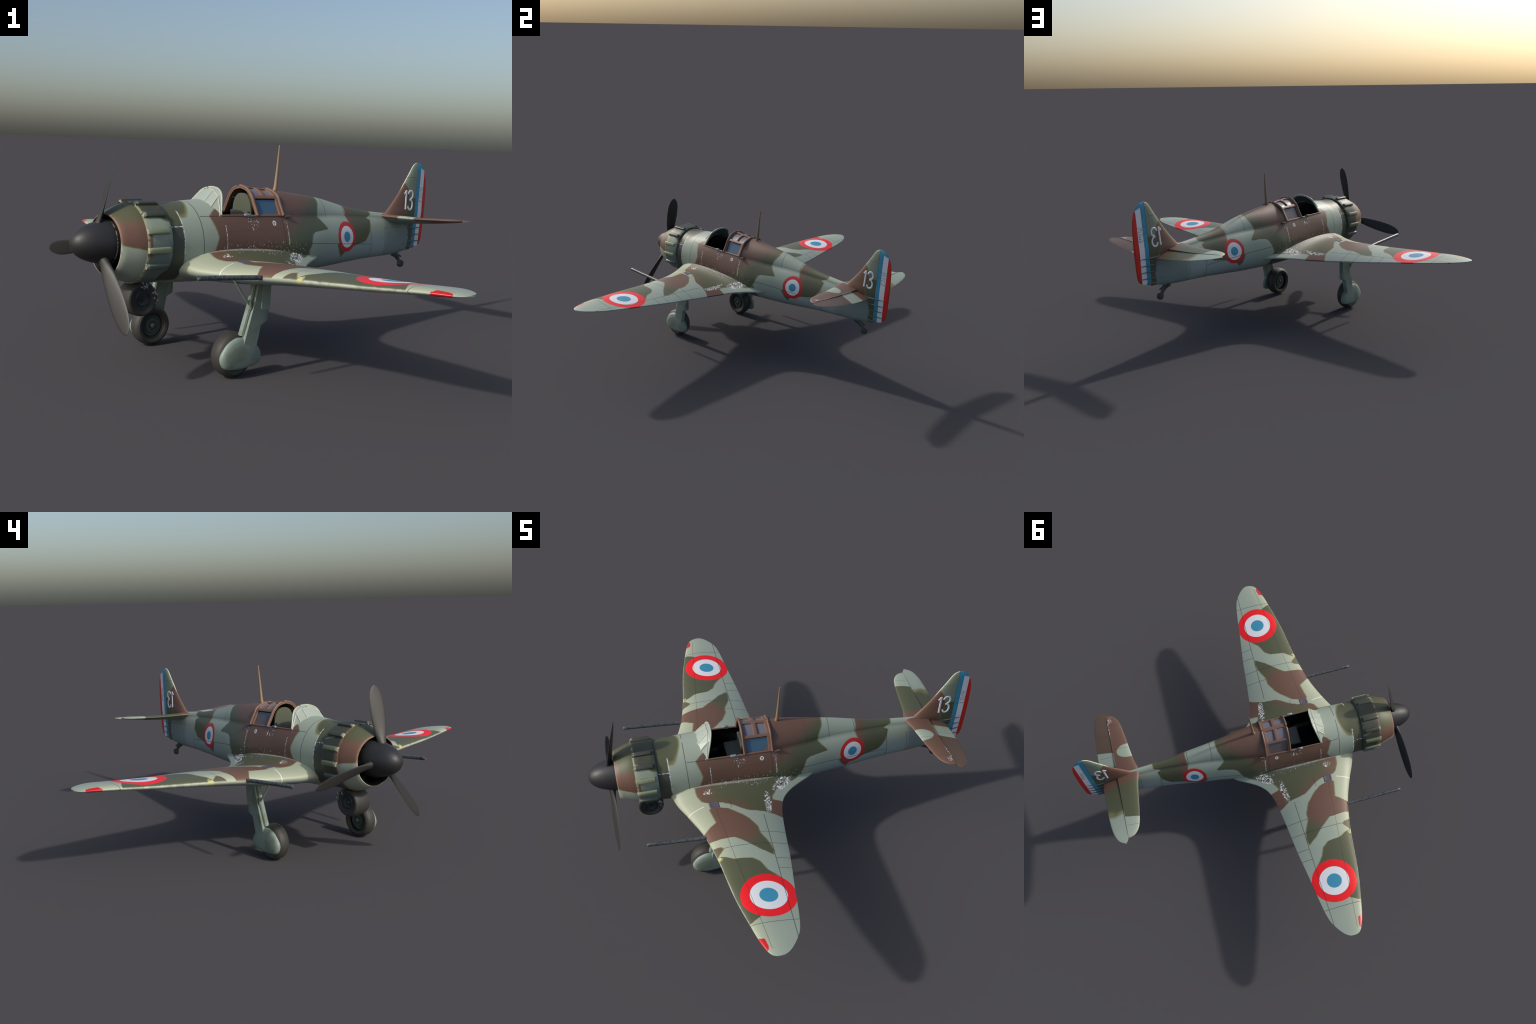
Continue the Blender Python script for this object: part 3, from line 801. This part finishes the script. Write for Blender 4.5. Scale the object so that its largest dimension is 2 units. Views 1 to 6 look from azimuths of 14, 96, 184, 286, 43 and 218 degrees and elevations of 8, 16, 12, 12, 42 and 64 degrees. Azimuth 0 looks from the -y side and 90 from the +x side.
# ------------------------------------------------------------------ undercarriage
def gear(sg):
    leg_out = [(-.278, .395), (-.287, .34), (-.300, .285), (-.318, .222), (-.336, .160), (-.345, .12), (-.28, .105), (-.270, .13), (-.262, .165), (-.256, .196), (-.248, .205), (-.231, .211), (-.222, .218), (-.219, .28), (-.216, .395)]
    def X(y, z): return .338 + (.36 - z)*-.02
    v0, v1 = [], []
    rgs = []
    for dx, k in ((-.015, .86), (-.012, 1.0), (.0, 1.0), (.008, .97), (.011, .86)):
        cy = lambda z: -.26 - (.36 - z)*.25
        rgs.append([(sg*(X(p[0], p[1]) + dx), cy(p[1]) + (p[0]-cy(p[1]))*k, p[1]) for p in leg_out])
    leg = add("undercarriage_leg", *loft(rgs), M_gear, smooth=30)
    leg.location.x = .002
    # separate door panel seam at the top rear
    pn = [(-.262, .39), (-.262, .268), (-.256, .262), (-.2195, .262), (-.2175, .39)]
    add("gear_door", *loft([[(sg*(X(0, p[1]) + dx), p[0], p[1]) for p in pn] for dx in (.009, .0135)]), M_gear, leg, 20)
    add("leg_front_spar", *tube([(sg*.330, -.282, .39), (sg*.329, -.306, .285), (sg*.322, -.338, .165)], [.011, .012, .013], 10), M_gear, leg)
    add("drag_strut", *merge(tube([(sg*.345, -.402, .395), (sg*.345, -.352, .325), (sg*.340, -.316, .287)], .0048, 8), tube([(sg*.343, -.318, .305), (sg*.338, -.308, .268)], [.008, .006], 8)), M_gear, leg)
    oc = [(-.345, .160), (-.31, .150), (-.268, .125), (-.243, .086), (-.252, .050), (-.305, .037), (-.368, .034), (-.422, .046), (-.441, .088), (-.414, .136), (-.375, .158)]
    add("wheel_cover", *[(lambda r: r)(q) for q in (lambda P: (P if sg > 0 else mirror(P)))(prism(spline(oc, 5, True), .318, .338, .009))], M_gear, leg, 40)
    c = (sg*.294, -.358, .0885)
    w = add("wheel", *revolve([(-.018, .056), (-.027, .058), (-.032, .064), (-.033, .072), (-.028, .081), (-.017, .0868), (0, .0885), (.017, .0868), (.028, .081), (.033, .072), (.030, .06), (.018, .05)], 'x', c, 56), M_rub)
    w.name = "wheel_tyre"; w.location.x = .002
    i = -sg
    add("wheel_hub", *revolve([(i*-.02, .0), (i*.004, .058), (i*.010, .057), (i*.012, .048), (i*.016, .046), (i*.014, .037), (i*.021, .034), (i*.022, .020), (i*.016, .017), (i*.016, .0)], 'x', c, 44), M_hub, w)
    add("axle_cap", *revolve([(i*.014, .0105), (i*.024, .010), (i*.026, .006), (i*.0265, .0)], 'x', c, 20), M_cap, w)
gear(1); gear(-1)

# ------------------------------------------------------------------ tail
fle = pchip([(.36, .93), (.52, .80), (.556, .80), (.568, .824), (.60, .859), (.635, .893), (.68, .932), (.728, .968), (.775, 1.003), (.805, 1.024), (.821, 1.040), (.8275, 1.06)])
fte = pchip([(.372, .99), (.378, 1.01), (.386, 1.05), (.391, 1.075), (.400, 1.100), (.415, 1.115), (.44, 1.1215), (.54, 1.130), (.70, 1.138), (.75, 1.133), (.79, 1.118), (.815, 1.098), (.8245, 1.08), (.8275, 1.062)])
def hinge_y(z): return 1.0345 + (z - .39)*.065
def fin_half(y, z):
    a, b = fle(z), fte(z)
    t = min(max((y - a)/max(b - a, 1e-4), 0), 1)
    T = pchip([(.37, .010), (.5, .015), (.57, .019), (.61, .0155), (.7, .0115), (.8, .008), (.8275, .0025)])(z)
    return T*min(1, foil(min(t*.85 + .0, 1))**.9 if t > 0 else 0)
def fin_rings(zs, y_from, y_to, n=16):
    rg = []
    for z in zs:
        a, b = y_from(z), y_to(z)
        row = []
        us = [.5*(1-math.cos(pi*i/n)) for i in range(n+1)]
        P = [a + (b-a)*u for u in us]
        rg.append([(max(fin_half(y, z), .0012), y, z) for y in P] + [(-max(fin_half(y, z), .0012), y, z) for y in reversed(P)])
    return rg
zs = list(np.linspace(.50, .80, 26)) + [.808, .815, .820, .8245, .8272]
fin = add("tail_fin", *loft(fin_rings(zs, fle, lambda z: min(max(hinge_y(z) - .0008, fle(z) + .001), fte(z)))), M_fin, smooth=40)
# sternpost ahead of the rudder below the tailplane
zs2 = list(np.linspace(.379, .53, 12))
add("sternpost", *loft([[(sg*max(fin_half(y, z), .009 if y < 1.0 else .004), y, z) for sg, yy in ((1, np.linspace(.96, hinge_y(z)-.0008, 8)), (-1, np.linspace(hinge_y(z)-.0008, .96, 8))) for y in yy] for z in zs2]), M_fin, fin, 40)
zr = [.3865, .389, .392, .397, .403, .41, .42] + list(np.linspace(.435, .78, 26)) + [.79, .80, .808, .815, .820, .8245, .8268]
rud = add("rudder", *loft(fin_rings(zr, lambda z: min(hinge_y(z) + .0008, fte(z) - .004), fte)), M_rud, smooth=40)
arms = []
for z in (.531, .494, .459, .425, .396):
    for sg in (1, -1):
        y1 = 1.108 if z > .4 else 1.05
        arms.append(tube([(sg*.0135, .998, z), (sg*.0155, 1.015, z), (sg*.013, 1.06, z - .001), (sg*.0065, y1, z - .002)], [.003, .0036, .0032, .0018], 8))
    for sg in (1, -1):
        if z < .43: arms.append(tube([(sg*.018, .93, z - .008), (sg*.0165, .975, z - .012)], [.003, .0022], 6))
add("rudder_hinge_arm", *merge(*arms), M_bar, rud)

# aircraft number on both faces of the fin, one the mirror image of the other
def stroke(path, r=.0047):
    return tube([(fin_half(p[0], p[1]) + .0006, p[0], p[1]) for p in path], r, 8, flat=.45)
one = stroke(spline([(.962, .668), (.969, .675), (.9765, .684), (.975, .665), (.9725, .635), (.970, .608), (.9685, .591)], 4), .0058)
three = stroke(spline([(.990, .668), (.997, .679), (1.009, .684), (1.021, .680), (1.0265, .667), (1.023, .651), (1.011, .641), (1.0045, .639), (1.014, .635), (1.0225, .624), (1.0235, .608), (1.0165, .593), (1.004, .588), (.993, .594), (.986, .606)], 4), .0056)
for P in (one, three):
    add("numeral", *P, M_num, fin); add("numeral", *mirror(P), M_num, fin)

# tailplane and elevators
SL = pchip([(.0, .785), (.03, .790), (.06, .800), (.13, .8115), (.26, .828), (.34, .843), (.372, .858), (.392, .876), (.402, .895), (.4045, .908)])
EL = pchip([(.0, .998), (.05, 1.008), (.13, 1.010), (.22, 1.007), (.33, .999), (.39, .983), (.416, .967), (.430, .947), (.4355, .937)])
def flat_ring(x, a, b, zf, ht, hb, n, front):
    us = [.5*(1-math.cos(pi*i/n)) for i in range(n+1)]
    top, bot = [], []
    for u in us:
        t = u if front else 1 - u
        k = math.sqrt(max(1 - (1-min(t/.75, 1))**2, 0)) if front else math.sqrt(max(t, 0))**1.25
        y = a+(b-a)*u; z = zf(abs(x), y)
        top.append((x, y, z + ht*k)); bot.append((x, y, z - hb*k))
    return top + list(reversed(bot))
HS = pchip([(0, .020), (.05, .0175), (.2, .0125), (.33, .0095), (.39, .0065), (.4045, .002)])
for sg in (1, -1):
    xs = list(np.linspace(.0, .33, 20)) + [.345, .36, .372, .382, .39, .396, .401, .4045]
    zl = pchip([(0, .562), (.2, .566), (.33, .572), (.4355, .575)]); ztl = pchip([(0, .521), (.2, .536), (.35, .556), (.4355, .568)])
    zz = lambda x, y: zl(x) + (ztl(x) - zl(x))*min(max((y - .8)/.2, 0), 1)
    stab = add("stabiliser", *loft([flat_ring(sg*x, SL(x), .9155, zz, HS(x), HS(x), 14, True) for x in xs]), M_tail, smooth=45)
    HE = pchip([(0, .0125), (.2, .0095), (.33, .0075), (.40, .005), (.4355, .0015)])
    xs = list(np.linspace(.018, .36, 20)) + [.375, .388, .398, .407, .415, .422, .428, .4325, .4355]
    add("elevator", *loft([flat_ring(sg*x, .9165 + (max(0, x-.392)/.0435)**2*.019, EL(x), zz, HE(x), HE(x), 12, False) for x in xs]), M_tail, stab, 45)

# tail strut with its small wheel
ts_ = add("tail_strut", *merge(tube([(0, .915, .372), (0, .940, .352), (0, .955, .332), (0, .968, .312)], [.024, .014, .011, .0105], 12, .7), tube([(0, .945, .362), (0, .975, .345)], [.006, .004], 8)), M_wheel_dark)
add("tail_wheel", *revolve([(-.010, .0), (-.011, .010), (-.009, .017), (0, .0195), (.009, .017), (.011, .010), (.010, 0)], 'x', (0, .973, .309), 24), M_rub, ts_)

# aerial mast
add("aerial_mast", *tube([(0, .088, .690), (0, .0945, .712), (-.001, .1035, .80), (-.004, .113, .894)], [.0105, .0085, .006, .003], 12), M_mast)
